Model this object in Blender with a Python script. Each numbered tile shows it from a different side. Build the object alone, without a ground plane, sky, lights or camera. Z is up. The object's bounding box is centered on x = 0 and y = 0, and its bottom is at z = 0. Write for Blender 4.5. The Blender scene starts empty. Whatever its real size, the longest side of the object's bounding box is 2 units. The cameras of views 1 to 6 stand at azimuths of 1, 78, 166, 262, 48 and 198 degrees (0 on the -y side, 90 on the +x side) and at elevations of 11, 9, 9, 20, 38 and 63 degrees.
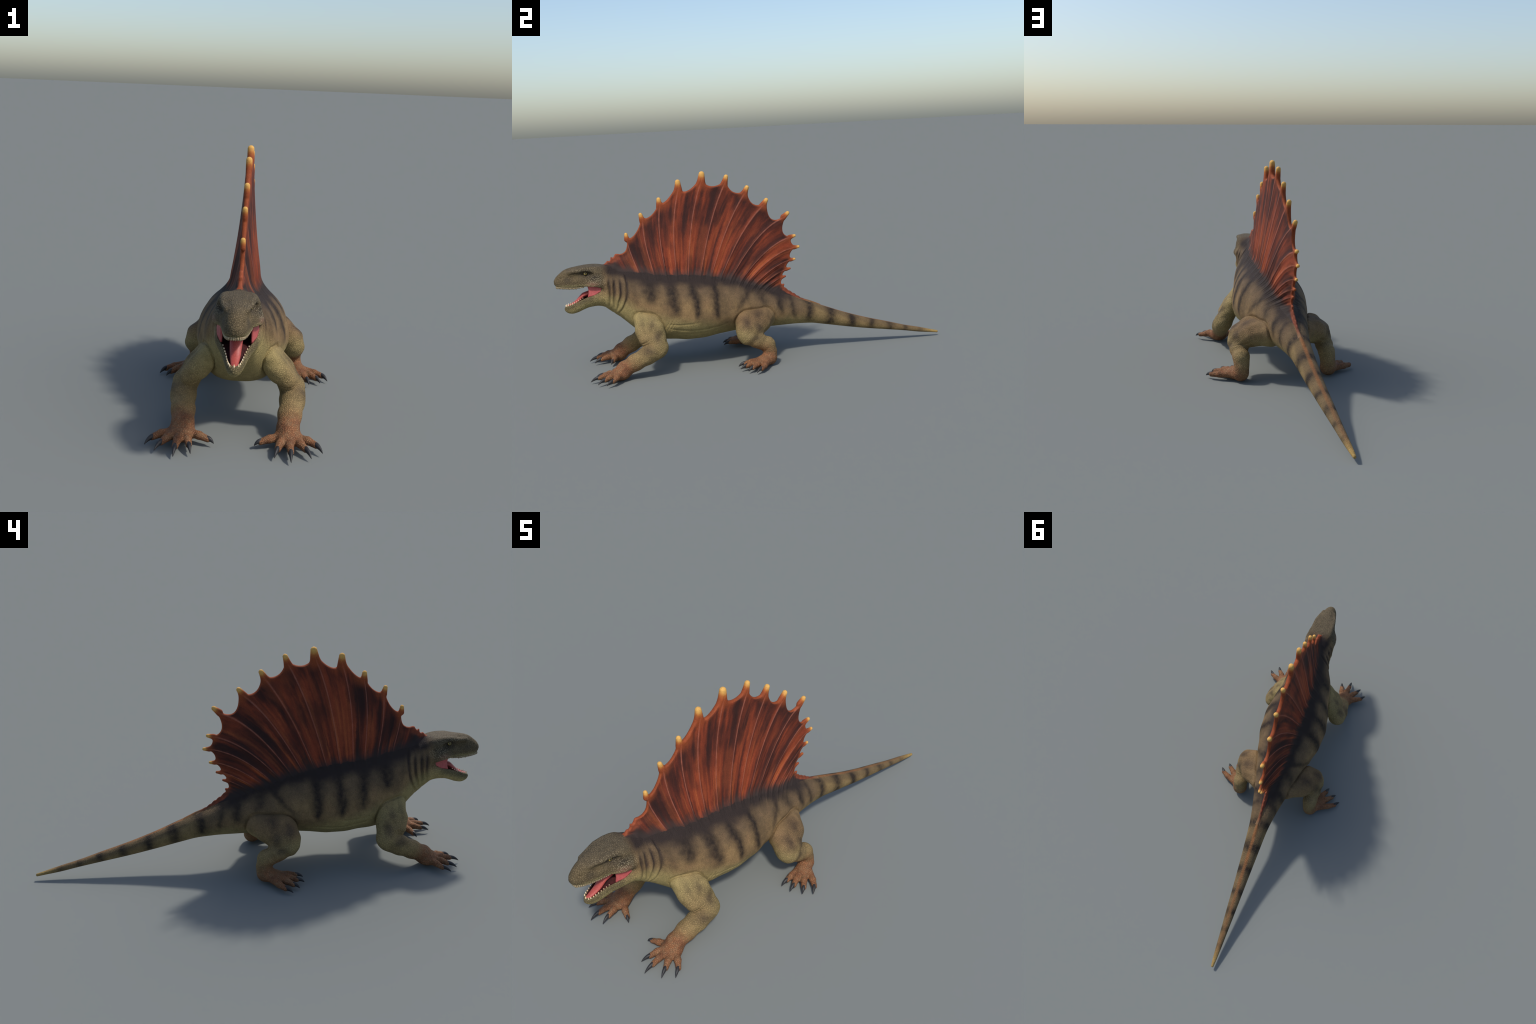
# A sail-backed prehistoric reptile, modelled as one implicit body (profiles,
# limb chains, a fan sail with scalloped rim), polygonised, split into named parts.
import bpy, math
import numpy as np
from mathutils import Vector

rng = np.random.default_rng(7)

# ----------------------------------------------------------------------------
# small maths helpers
# ----------------------------------------------------------------------------
def smin(a, b, k):
    h = np.clip(0.5 + 0.5 * (b - a) / k, 0, 1)
    return b + (a - b) * h - k * h * (1 - h)

def smax(a, b, k):
    return -smin(-a, -b, k)

def sstep(a, b, x):
    t = np.clip((x - a) / (b - a), 0, 1)
    return t * t * (3 - 2 * t)

def gauss(x, w):
    return np.exp(-(x / w) ** 2)

class Curve1:
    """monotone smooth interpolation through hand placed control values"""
    def __init__(self, xs, ys):
        xs, ys = np.array(xs, float), np.array(ys, float)
        h = np.diff(xs); d = np.diff(ys) / h
        m = np.zeros_like(ys)
        for i in range(1, len(xs) - 1):
            if d[i - 1] * d[i] > 0:
                w1, w2 = 2 * h[i] + h[i - 1], h[i] + 2 * h[i - 1]
                m[i] = (w1 + w2) / (w1 / d[i - 1] + w2 / d[i])
        m[0], m[-1] = d[0], d[-1]
        fx = np.linspace(xs[0], xs[-1], 2000)
        i = np.clip(np.searchsorted(xs, fx) - 1, 0, len(xs) - 2)
        t = (fx - xs[i]) / h[i]
        fy = ((2*t**3-3*t**2+1)*ys[i] + (t**3-2*t**2+t)*h[i]*m[i]
              + (-2*t**3+3*t**2)*ys[i+1] + (t**3-t**2)*h[i]*m[i+1])
        self.fx, self.fy = fx, fy
    def __call__(self, x):
        return np.interp(x, self.fx, self.fy)

# ----------------------------------------------------------------------------
# body profiles   (y runs from snout -1 to tail tip +1)
# ----------------------------------------------------------------------------
# y, top, height of greatest width, bottom, half width
TRUNK = [
    (-.790, .505, .430, .362, .058),
    (-.760, .518, .420, .336, .066),
    (-.720, .520, .400, .296, .073),
    (-.680, .510, .385, .261, .081),
    (-.640, .499, .360, .223, .097),
    (-.600, .492, .330, .188, .118),
    (-.550, .488, .300, .160, .131),
    (-.500, .480, .280, .148, .139),
    (-.420, .470, .268, .134, .161),
    (-.360, .465, .264, .126, .170),
    (-.300, .458, .262, .126, .172),
    (-.200, .440, .260, .139, .158),
    (-.100, .412, .255, .147, .134),
    (.000, .370, .248, .147, .109),
    (.100, .328, .236, .147, .083),
    (.180, .300, .225, .147, .065),
    (.235, .272, .211, .145, .055),
    (.280, .256, .200, .142, .049),
    (.360, .225, .175, .127, .043),
    (.470, .181, .142, .104, .036),
    (.584, .142, .112, .082, .0295),
    (.700, .108, .085, .063, .024),
    (.810, .075, .059, .0445, .018),
    (.890, .055, .0415, .0290, .014),
    (.960, .0355, .0275, .0190, .0095),
    (.992, .0270, .0200, .0140, .0065),
]
# upper head: y, top, widest, bottom (lip), half width
SKULL = [
    (-.9985, .484, .472, .462, .0095),
    (-.9960, .4895, .4710, .4575, .0150),
    (-.991, .4970, .4700, .4530, .0205),
    (-.983, .5050, .468, .4495, .0255),
    (-.972, .5145, .464, .4445, .0315),
    (-.950, .530, .460, .441, .037),
    (-.925, .5385, .458, .440, .042),
    (-.900, .5425, .457, .440, .0465),
    (-.870, .5450, .459, .444, .0535),
    (-.845, .5460, .460, .447, .0605),
    (-.815, .5450, .455, .446, .068),
    (-.780, .5430, .447, .430, .075),
    (-.745, .536, .430, .400, .071),
    (-.715, .520, .430, .390, .058),
]
JAW = [
    (-.9585, .343, .337, .329, .0070),
    (-.9560, .3480, .339, .3240, .0120),
    (-.951, .3525, .340, .3195, .0165),
    (-.943, .358, .343, .3145, .0215),
    (-.925, .364, .347, .3105, .028),
    (-.900, .374, .353, .3150, .035),
    (-.870, .391, .368, .3265, .046),
    (-.840, .404, .382, .3365, .060),
    (-.805, .415, .392, .3400, .072),
    (-.775, .433, .395, .3360, .075),
    (-.740, .440, .395, .3150, .071),
    (-.715, .430, .390, .3000, .060),
]

class Loft:
    def __init__(self, table, n_up, n_low, cap=.03):
        t = np.array(table)
        self.y0, self.y1 = t[0, 0], t[-1, 0]
        self.top, self.mid, self.bot, self.wid = (Curve1(t[:, 0], t[:, k]) for k in (1, 2, 3, 4))
        self.nu, self.nl, self.cap = n_up, n_low, cap
    def __call__(self, ax, y, z, grow=0.0):
        yc = np.clip(y, self.y0, self.y1)
        top, mid, bot, w = self.top(yc), self.mid(yc), self.bot(yc), self.wid(yc)
        up = z > mid
        h = np.where(up, top - mid, mid - bot)
        n = np.where(up, self.nu(yc) if callable(self.nu) else self.nu,
                     self.nl(yc) if callable(self.nl) else self.nl)
        w = np.maximum(w + grow, .003); h = np.maximum(h + grow, .003)
        u = np.maximum(ax, 1e-5) / w; v = np.maximum(np.abs(z - mid), 1e-5) / h
        un, vn = u ** n, v ** n
        q = (un + vn) ** (1 / n)
        g = np.sqrt((u ** (n - 1) / w) ** 2 + (v ** (n - 1) / h) ** 2) / np.maximum(q, .05) ** (n - 1)
        d2 = np.maximum((q - 1), -0.9) / np.maximum(g, 1e-3)
        dy = np.maximum(self.y0 - y, 0) + np.maximum(y - self.y1, 0)
        r = np.minimum(np.minimum(w, h) * .8, self.cap)        # rounded ends
        return np.sqrt(np.maximum(d2 + r, 0) ** 2 + dy ** 2) - r + np.minimum(d2 + r, 0) * (dy <= 0)

trunk = Loft(TRUNK, 2.0, Curve1([-.8, -.64, -.56, -.50, -.42, -.20, 0, .3, 1], [2.2, 2.6, 2.8, 2.6, 1.92, 1.75, 1.8, 2.0, 2.0]))
skull = Loft(SKULL, Curve1([-1, -.95, -.90, -.87, -.80, -.75, -.7], [2.0, 2.2, 2.6, 3.8, 3.8, 2.6, 2.0]), 2.6, .002)
jaw = Loft(JAW, 3.0, 2.0, .002)

# ----------------------------------------------------------------------------
# sail: teeth (tips of the neural spines), scalloped rim, fan of rays
# ----------------------------------------------------------------------------
# tip y, tip z, radius, depth of the bay behind it, skew of that bay
TEETH = [
    (-.637, .685, .0085, .050, .52),
    (-.560, .778, .0095, .046, .52),
    (-.465, .848, .0105, .040, .72),
    (-.365, .930, .0130, .063, .75),
    (-.242, .963, .0145, .062, .60),
    (-.119, .939, .0110, .059, .60),
    (-.015, .878, .0110, .062, .58),
    (.082, .807, .0105, .080, .62),
    (.191, .731, .0100, .064, .58),
    (.220, .609, .0080, .030, .55),
    (.238, .550, .0070, .036, .55),
    (.213, .487, .0062, .030, .55),
    (.185, .440, .0058, .026, .55),
    (.158, .401, .0052, .018, .55),
    (.147, .358, .0045, .010, .55),
]
PHI0 = (-.52, -.30, .5)
PA = (.5053, -1.4656, .7622); PB = (-.5002, 1.7074, -1.7582)
def phi(y, z):
    """fan coordinate: constant along every (curved) spine of the sail"""
    th = np.arctan2(y - PHI0[0], z - PHI0[1])
    d = np.hypot(y - PHI0[0], z - PHI0[1]) - PHI0[2]
    return th + (PA[0] + PA[1]*th + PA[2]*th*th) * d + (PB[0] + PB[1]*th + PB[2]*th*th) * d * d

def tooth_axis(i):
    # outward pointing: along the spine, i.e. perpendicular to grad(phi)
    y, z = TEETH[i][0], TEETH[i][1]; e = 1e-3
    gy = (phi(y + e, z) - phi(y - e, z)); gz = (phi(y, z + e) - phi(y, z - e))
    a = np.array([-gz, gy]); a /= np.linalg.norm(a)
    out = np.array([y + .25, z - .45])
    return a if a @ out > 0 else -a

AXIS = [tooth_axis(i) for i in range(len(TEETH))]
for i, a in {1: (-.22, 1), 2: (-.05, 1), 3: (-.02, 1), 4: (.12, 1), 5: (.32, 1), 6: (.48, .9), 7: (.62, .8), 8: (.77, .64), 9: (1, .22), 10: (1, .1), 11: (1, .12), 12: (1, .2), 13: (1, .25), 14: (1, .4)}.items():
    AXIS[i] = np.array(a, float) / np.hypot(*a)
RAY_PHI = [float(phi(t[0] - .04 * a[0], t[1] - .04 * a[1])) for t, a in zip(TEETH, AXIS)]

def bezier(p0, p1, p2, p3, n):
    t = np.linspace(0, 1, n)[:, None]
    return (1-t)**3*p0 + 3*(1-t)**2*t*p1 + 3*(1-t)*t*t*p2 + t**3*p3

BACK = {5: (.15, 1), 6: (.15, 1), 7: (.10, 1), 8: (.75, 1)}   # trailing flanks drop more steeply

def sail_outline():
    pts = [np.array([[-.752, -.3], [-.752, .535]])]
    # low crest on the nape: three little steps
    crest = [(-.744, .552), (-.738, .559), (-.728, .556), (-.722, .562), (-.720, .576), (-.716, .576), (-.711, .571),
             (-.704, .577), (-.697, .589), (-.690, .590), (-.676, .587), (-.662, .589), (-.650, .596)]
    pts.append(np.array(crest))
    a, b = np.array([-.650, .596]), np.array(TEETH[0][:2])
    pts.append(bezier(a, a + [.012, .010], b - AXIS[0] * .05 + [.004, 0], b, 16))
    for i in range(len(TEETH) - 1):
        a, b = np.array(TEETH[i][:2]), np.array(TEETH[i + 1][:2])
        depth, sk = TEETH[i][3], TEETH[i][4]
        L = depth / .75 * 1.0
        back = AXIS[i] if i not in BACK else np.array(BACK[i]) / np.hypot(*BACK[i])
        pts.append(bezier(a, a - back * 2 * L * sk, b - AXIS[i + 1] * 2 * L * (1 - sk), b, 22)[1:])
    # rear crest: beads running out along the tail root
    ys = np.linspace(.150, .335, 90)
    base = Curve1([.150, .162, .20, .235, .283, .335], [.342, .330, .303, .279, .262, .236])(ys)
    bead = .0045 * np.abs(np.sin((ys - .150) / .0215 * np.pi)) ** .8 * sstep(.27, .22, ys) + .002 * sstep(.29, .2, ys)
    pts.append(np.stack([ys, base + bead], 1))
    pts.append(np.array([[.335, -.3]]))
    return np.concatenate(pts)

def build_sail_field():
    P = sail_outline()
    ys = np.arange(-.80, .40, .0025); zs = np.arange(.10, 1.02, .0025)
    Y, Z = np.meshgrid(ys, zs, indexing='ij')
    q = np.stack([Y.ravel(), Z.ravel()], 1)
    best = np.full(len(q), 1e9); inside = np.zeros(len(q), bool)
    A, B = P, np.roll(P, -1, 0)
    for a, b in zip(A, B):
        ab = b - a; l = ab @ ab
        if l < 1e-12: continue
        t = np.clip(((q - a) @ ab) / l, 0, 1)
        d = ((q - a - t[:, None] * ab) ** 2).sum(1)
        best = np.minimum(best, d)
        c = (a[1] > q[:, 1]) != (b[1] > q[:, 1])
        if c.any() and abs(b[1]-a[1]) > 1e-12:
            xi = a[0] + (q[:, 1] - a[1]) / (b[1] - a[1]) * ab[0]
            inside ^= c & (q[:, 0] < xi)
    d = np.sqrt(best); d = np.where(inside, -d, d)
    depth = np.maximum(-d, 0)
    # finger shaped teeth
    thick = np.full(len(q), .0)
    for (ty, tz, r, _, _), ax in zip(TEETH, AXIS):
        c0 = np.array([ty, tz]) + ax * (.005 - r); c1 = c0 - ax * (2.2 * r); c2 = c0 - ax * 6 * r
        c1 = c0 - ax * (3.0 * r)
        for s0, s1, r0, r1 in ((c0, c1, r, r * 1.5),):
            ab = s1 - s0; t = np.clip(((q - s0) @ ab) / (ab @ ab), 0, 1)
            dd = np.sqrt(((q - s0 - t[:, None] * ab) ** 2).sum(1)) - (r0 + (r1 - r0) * t)
            d = smin(d, dd, .008)
    return ys, zs, d.reshape(Y.shape), depth.reshape(Y.shape)

SY, SZ, SD, SDEPTH = build_sail_field()
def bilinear(F, y, z):
    fy = np.clip((y - SY[0]) / .0025, 0, len(SY) - 1.001); fz = np.clip((z - SZ[0]) / .0025, 0, len(SZ) - 1.001)
    i, j = fy.astype(int), fz.astype(int); a, b = fy - i, fz - j
    return (F[i, j]*(1-a)*(1-b) + F[i+1, j]*a*(1-b) + F[i, j+1]*(1-a)*b + F[i+1, j+1]*a*b)

BASE_LINE = [(-.80, .530), (-.729, .515), (-.647, .486), (-.521, .456), (-.304, .432), (-.163, .414), (-.057, .383), (.051, .346), (.132, .318), (.20, .292), (.30, .245), (.40, .20)]
sail_base = Curve1(*zip(*BASE_LINE))
TIPR = Curve1([-.75, -.637, -.465, -.365, -.242, -.119, .082, .191, .25], [.0075, .0085, .0100, .0115, .0125, .0110, .0105, .0095, .006])
TIPZ = Curve1([.28, .36, .45, .55, .61, .73, 1], [.0038, .0046, .0060, .0072, .0082, .0100, .02])

SAILT = Curve1([-.05, 0, .04, .08, .13, .21, .33, .45, .6], [.060, .056, .053, .049, .042, .0330, .0225, .0148, .012])

def sail(ax, y, z):
    d = bilinear(SD, y, z); depth = bilinear(SDEPTH, y, z)
    far = np.maximum(np.maximum(SY[0] - y, y - SY[-1]), np.maximum(SZ[0] - z, z - SZ[-1]))
    d = d + np.maximum(far, 0)
    h = z - sail_base(y)
    edge = np.minimum(TIPR(np.clip(y, -.75, .25)), np.where(y > -.2, TIPZ(np.clip(z, .28, 1)), 1))
    t = edge * (1 - .10 * sstep(.006, .02, depth))
    t = t + np.maximum(SAILT(np.clip(h, -.05, .6)) * (1 - .5 * sstep(-.50, -.68, y)) - t, 0) * (1 - np.exp(-np.maximum(depth - .010, 0) / .095))
    p = phi(y, z)
    s = np.interp(p, RAY_PHI, np.arange(len(RAY_PHI)))
    fr = s - np.round(s)
    k = sstep(.008, .04, depth)
    t = t + k * .0016 * gauss(fr, .085)                                   # spine ridges
    t = t + k * .0030 * np.exp(-np.maximum(h, 0) / .16) * np.cos(2 * np.pi * s) # flutes between spines
    t = t + k * .0011 * np.exp(-np.maximum(h, 0) / .10) * np.cos(6 * np.pi * s + .7)
    f = np.sqrt(np.maximum(d + t, 0) ** 2 + ax ** 2) - t
    return smax(f, (sail_base(y) - .09 - z), .02)

# ----------------------------------------------------------------------------
# limbs: chains of tapering round segments (right-hand side, mirrored by |x|)
# ----------------------------------------------------------------------------
def chain(ax, y, z, pts, k=0.0):
    out = None
    for (a, b) in zip(pts[:-1], pts[1:]):
        a, b = np.array(a), np.array(b); ab = (b - a)[:3]; l = ab @ ab
        px, py, pz = ax - a[0], y - a[1], z - a[2]
        t = np.clip((px * ab[0] + py * ab[1] + pz * ab[2]) / l, 0, 1)
        d = np.sqrt((px - t*ab[0])**2 + (py - t*ab[1])**2 + (pz - t*ab[2])**2) - (a[3] + (b[3] - a[3]) * t)
        out = d if out is None else (smin(out, d, k) if k else np.minimum(out, d))
    return out

def ellipsoid(ax, y, z, c, r):
    u, v, w = (ax - c[0]) / r[0], (y - c[1]) / r[1], (z - c[2]) / r[2]
    q = np.sqrt(u*u + v*v + w*w)
    g = np.sqrt((u/r[0])**2 + (v/r[1])**2 + (w/r[2])**2) / np.maximum(q, 1e-4)
    return (q - 1) / np.maximum(g, 1e-3)

UPPER_ARM = [[(.088, -.592, .276, .046), (.143, -.592, .216, .038), (.171, -.586, .181, .034)],
             [(.096, -.545, .272, .045), (.146, -.535, .216, .041), (.184, -.527, .153, .043)]]
FOREARM = [(.191, -.532, .136, .046), (.191, -.588, .110, .043), (.184, -.645, .081, .040), (.178, -.698, .053, .037), (.178, -.730, .036, .029)]
THIGH = [[(.084, -.062, .226, .056), (.142, -.083, .213, .052), (.186, -.096, .184, .046), (.197, -.097, .158, .042)],
         [(.070, .014, .216, .064), (.136, -.018, .206, .054), (.180, -.052, .178, .044)]]
SHIN = [(.199, -.088, .152, .042), (.200, -.040, .128, .037), (.198, .004, .104, .036), (.199, .017, .070, .0305), (.203, .014, .042, .033)]
# fingers: knuckle, joint, claw root, claw tip
HAND = [[(.160, -.715, .030), (.118, -.737, .030), (.088, -.748, .023), (.067, -.758, .012)],
        [(.168, -.730, .030), (.153, -.772, .031), (.1455, -.803, .024), (.136, -.840, .010)],
        [(.182, -.735, .030), (.185, -.785, .032), (.1885, -.822, .025), (.190, -.864, .008)],
        [(.197, -.730, .030), (.221, -.770, .032), (.238, -.795, .025), (.256, -.831, .010)],
        [(.205, -.718, .030), (.245, -.740, .032), (.273, -.759, .025), (.294, -.791, .012)]]
FOOT = [[(.208, -.030, .030), (.213, -.085, .027), (.217, -.117, .024), (.219, -.150, .012)],
        [(.220, -.030, .030), (.243, -.085, .027), (.259, -.116, .023), (.268, -.147, .012)],
        [(.228, -.020, .030), (.272, -.068, .027), (.298, -.094, .022), (.314, -.118, .010)],
        [(.232, -.005, .028), (.292, -.034, .024), (.324, -.055, .020), (.345, -.084, .008)]]
FR_HAND, FR_FOOT = (.0155, .0135, .0108), (.0175, .0140, .0112)

# neck folds: y at z=.42, bow, top, bottom, depth
FOLDS = [(-.737, -.55, .475, .350, .0055), (-.714, -.9, .470, .335, .0065), (-.684, -1.7, .468, .318, .0060), (-.652, -2.6, .495, .305, .0060)]

def fold_groove(y, z):
    g = 0
    for y0, bow, zt, zb, dep in FOLDS:
        yc = y0 + bow * (z - .435) ** 2 + .0028 * np.sin(46 * z + 90 * y0) + .0012 * np.sin(105 * z + 40 * y0)
        zz = sstep(zb - .012, zb + .03, z) * sstep(zt + .012, zt - .03, z)
        g = g + dep * zz * (gauss(y - yc, .0055) - .45 * gauss(y - yc + .013, .009))
    return g

def mouth_cavity(ax, y, z):
    # open wedge between the lips, plus a hollow palate / jaw trough reaching into the throat
    lip_u = Curve1([-1.02, -.97, -.93, -.89, -.86, -.84, -.81, -.775, -.75], [.450, .446, .442, .442, .445, .4490, .447, .4365, .425])(y)
    lip_l = Curve1([-1.0, -.951, -.92, -.89, -.865, -.84, -.81, -.775, -.75], [.345, .352, .364, .379, .394, .404, .412, .4345, .440])(y)
    wedge = np.maximum(np.maximum(z - lip_u, lip_l - z), y + .771)
    wu = skull.wid(np.clip(y, skull.y0, skull.y1)); wl = jaw.wid(np.clip(y, jaw.y0, jaw.y1))
    pal = ellipsoid(ax, y, z, (0, -.86, .440), (.050, .105, .028))
    trough = smax(smax(ax - (wl - .0085), lip_l - .024 - z, .006), np.maximum(-.944 - y, np.maximum(z - lip_u, y + .765)), .006)
    throat = ellipsoid(ax, y, z, (0, -.80, .425), (.066, .075, .045))
    return wedge, np.minimum(np.minimum(smax(pal, ax - (wu - .009), .006), trough), throat)

def body(P, detail=True, want_parts=False):
    x, y, z = P[:, 0], P[:, 1], P[:, 2]
    ax = np.abs(x)
    tr = trunk(ax, y, z)
    # bellies sag & shoulders
    sl = sail(ax, y, z)
    core = smin(tr, sl, .045 - .033 * sstep(.0, .2, y) - .02 * sstep(-.62, -.7, y))
    # head
    sk = skull(ax, y, z)
    brow = chain(ax, y, z, [(.030, -.925, .520, .009), (.041, -.890, .524, .0085), (.0475, -.854, .5320, .0088), (.0480, -.815, .532, .0090), (.042, -.770, .522, .010)])
    sk = smin(sk, brow, .014)
    cheek = ellipsoid(ax, y, z, (.046, -.790, .457), (.036, .062, .021))
    sk = smin(sk, cheek, .02)
    socket = ellipsoid(ax, y, z, (.071, -.852, .506), (.032, .046, .0190))
    sk = smax(sk, -socket, .008)
    dent = ellipsoid(ax, y, z, (.063, -.905, .500), (.027, .036, .019))
    sk = smax(sk, -dent, .012)
    nostril = ellipsoid(ax, y, z, (.033, -.968, .496), (.010, .0055, .0045))
    sk = smax(sk, -nostril, .004)
    jw = jaw(ax, y, z)
    back = smin(sk, jw, .012)
    wedge, cav = mouth_cavity(ax, y, z)
    wedge = np.maximum(wedge, y + .771)
    head = smax(back, -wedge, .004)
    skn = smin(head, core, .022)
    skn = smax(skn, -wedge, .003)
    lined = -cav > skn
    skn = smax(skn, -cav, .003)
    # limbs
    ua = smin(chain(ax, y, z, UPPER_ARM[0], .014), chain(ax, y, z, UPPER_ARM[1], .014), .026)
    fa = chain(ax, y, z, FOREARM, .012)
    arm = smin(ua, fa, .012)
    palm = ellipsoid(ax, y, z, (.182, -.718, .028), (.045, .038, .0275))
    hand = palm
    for f in HAND:
        hand = smin(hand, chain(ax, y, z, [f[0] + (FR_HAND[0],), f[1] + (FR_HAND[1],), f[2] + (FR_HAND[2],)], .006), .012)
    arm_all = smin(arm, hand, .018)
    th = smin(chain(ax, y, z, THIGH[0], .02), chain(ax, y, z, THIGH[1], .02), .028)
    sh = chain(ax, y, z, SHIN, .014)
    leg = smin(th, sh, .014)
    sole = chain(ax, y, z, [(.203, .010, .034, .033), (.222, -.025, .029, .027), (.232, -.045, .025, .022)], .01)
    foot = sole
    for f in FOOT:
        foot = smin(foot, chain(ax, y, z, [f[0] + (FR_FOOT[0],), f[1] + (FR_FOOT[1],), f[2] + (FR_FOOT[2],)], .006), .012)
    leg_all = smin(leg, foot, .018)
    f = smin(skn, arm_all, .006)
    f = smin(f, leg_all, .006)
    if detail:
        onskin = sstep(.02, .0, np.abs(f)) * (arm_all > .0) * (leg_all > 0)
        f = f + onskin * fold_groove(y, z) * (y < -.6) * (ax > .02)
        # arch crease where the limbs meet the flank
        f = f + .0095 * gauss(tr, .014) * gauss(arm_all - tr, .0045) * sstep(.17, .22, z) * (ax > .08)
        f = f + .0080 * gauss(tr, .014) * gauss(leg_all - tr, .0045) * sstep(.17, .21, z) * (ax > .06)
        # folds low on the flank
        for y0, y1, z0, bow, w, dep in ((-.49, -.30, .234, 1.3, .0045, .0022), (-.48, -.16, .197, 1.0, .005, .0030), (-.44, -.20, .176, .8, .005, .0016)):
            zc = z0 + bow * (y - .5 * (y0 + y1)) ** 2 * (1 if y0 > -.485 else .9)
            f = f + dep * gauss(z - zc, w) * sstep(y0, y0 + .05, y) * sstep(y1, y1 - .08, y) * (arm_all > .006) * (leg_all > .004)
        lm = sstep(.012, .0, np.minimum(arm_all, leg_all)) * sstep(.05, .11, z)
        f = f - lm * .0014 * (np.sin(62 * (y + .7 * z)) * np.sin(48 * (z - .5 * ax) + 1.0) + .5 * np.sin(110 * (y - z) + 2))
        # creases in the bend of elbow and knee
        f = f + .0030 * gauss((z - .172) - .5 * (y + .60), .0035) * gauss(y + .597, .030) * (ax > .12) + .0016 * gauss((z - .158) - .45 * (y + .60), .003) * gauss(y + .600, .026) * (ax > .12)
        f = f + .0026 * gauss((z - .165) - .5 * y, .0035) * gauss(y - .0, .028) * (ax > .1)
        # loose skin behind the shoulder and fine slack folds on the throat
        for k, y0 in enumerate((-.478, -.462, -.447)):
            f = f + (.0026 - .0004 * k) * gauss(y - y0 - .45 * (z - .235) - .003 * np.sin(80 * z), .0032) * gauss(z - .238 + .006 * k, .026) * (ax > .1) * (arm_all > .002)
        for k, y0 in enumerate((-.622, -.640, -.700, -.727, -.752)):
            f = f + .0016 * gauss(y - y0 + .25 * (z - .30) - .004 * np.sin(60 * z + k), .0035) * sstep(.24, .28, z) * sstep(.40, .33, z) * (arm_all > .004) * (y > -.77)
        # soft muscle / rib swell
        f = f - .0022 * np.sin(y * 55 + 6 * z) * sstep(-.58, -.45, y) * sstep(-.05, -.2, y) * sstep(.17, .22, z) * sstep(.42, .34, z) * (arm_all > .01)
    if want_parts:
        return f, dict(lined=lined, arm=ua, fore=fa, hand=hand, leg=leg, foot=foot, skn=skn, skull=sk, jaw=jw, trunk=tr, sail=sl,
                       arm_all=arm_all, leg_all=leg_all, wedge=wedge)
    return f

# ----------------------------------------------------------------------------
# polygonise (surface nets on a sparse-evaluated grid), then project on the field
# ----------------------------------------------------------------------------
H = .0029
FAC = 6
def polygonise():
    lo = np.array([-H * .5, -1.02, -.02]); hi = np.array([.36, 1.03, 1.0])
    nc = np.ceil((hi - lo) / (H * FAC)).astype(int)
    n = nc * FAC
    cx = [lo[k] + (np.arange(nc[k]) * FAC + (FAC - 1) / 2) * H for k in range(3)]
    G = np.stack(np.meshgrid(*cx, indexing='ij'), -1).reshape(-1, 3)
    fc = np.concatenate([body(G[i:i + 400000], False) for i in range(0, len(G), 400000)]).reshape(nc)
    dense = np.repeat(np.repeat(np.repeat(fc.astype(np.float32), FAC, 0), FAC, 1), FAC, 2)
    act = np.argwhere(np.abs(fc) < H * FAC * 1.75)
    off = np.stack(np.meshgrid(*[np.arange(FAC)] * 3, indexing='ij'), -1).reshape(-1, 3)
    for s in range(0, len(act), 1500):
        idx = (act[s:s + 1500, None, :] * FAC + off[None]).reshape(-1, 3)
        dense[idx[:, 0], idx[:, 1], idx[:, 2]] = body(lo + idx * H)
    # mirror: sample i=0 sits at x=-H/2, i=1 at +H/2
    full = np.concatenate([dense[:0:-1], dense[1:]], 0)
    x0 = -(dense.shape[0] - 1.5) * H
    S = full < 0
    nx, ny, nz = full.shape
    cell = np.zeros((nx - 1, ny - 1, nz - 1), np.int8)
    for a in (0, 1):
        for b in (0, 1):
            for c in (0, 1):
                cell += S[a:nx - 1 + a, b:ny - 1 + b, c:nz - 1 + c]
    mixed = (cell > 0) & (cell < 8)
    ci = np.argwhere(mixed)
    num = np.full(mixed.shape, -1, np.int32); num[mixed] = np.arange(len(ci))
    acc = np.zeros((len(ci), 3)); cnt = np.zeros(len(ci))
    corners = [(a, b, c) for a in (0, 1) for b in (0, 1) for c in (0, 1)]
    val = {k: full[ci[:, 0] + k[0], ci[:, 1] + k[1], ci[:, 2] + k[2]] for k in corners}
    for k in corners:
        for axs in range(3):
            if k[axs] == 0:
                k2 = tuple(1 if q == axs else k[q] for q in range(3))
                a, b = val[k], val[k2]
                m = (a < 0) != (b < 0)
                t = np.where(m, a / np.where(m, a - b, 1), 0)
                p = np.array(k, float)[None] + np.zeros((len(ci), 1)); p[:, axs] += t
                acc[m] += p[m]; cnt[m] += 1
    V = (ci + acc / cnt[:, None]) * H + np.array([x0, lo[1], lo[2]])
    quads = []
    for axs in range(3):
        sl0 = [slice(None)] * 3; sl1 = [slice(None)] * 3
        sl0[axs] = slice(0, -1); sl1[axs] = slice(1, None)
        e = np.argwhere(S[tuple(sl0)] != S[tuple(sl1)])
        u, v = (axs + 1) % 3, (axs + 2) % 3
        ok = (e[:, u] > 0) & (e[:, v] > 0) & (e[:, u] < full.shape[u] - 1) & (e[:, v] < full.shape[v] - 1)
        e = e[ok]
        ins = S[e[:, 0], e[:, 1], e[:, 2]]
        q = []
        for du, dv in ((1, 1), (0, 1), (0, 0), (1, 0)):
            c = e.copy(); c[:, u] -= du; c[:, v] -= dv
            q.append(num[c[:, 0], c[:, 1], c[:, 2]])
        q = np.stack(q, 1)
        q[~ins] = q[~ins][:, ::-1]
        quads.append(q)
    return V, np.concatenate(quads)

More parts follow.
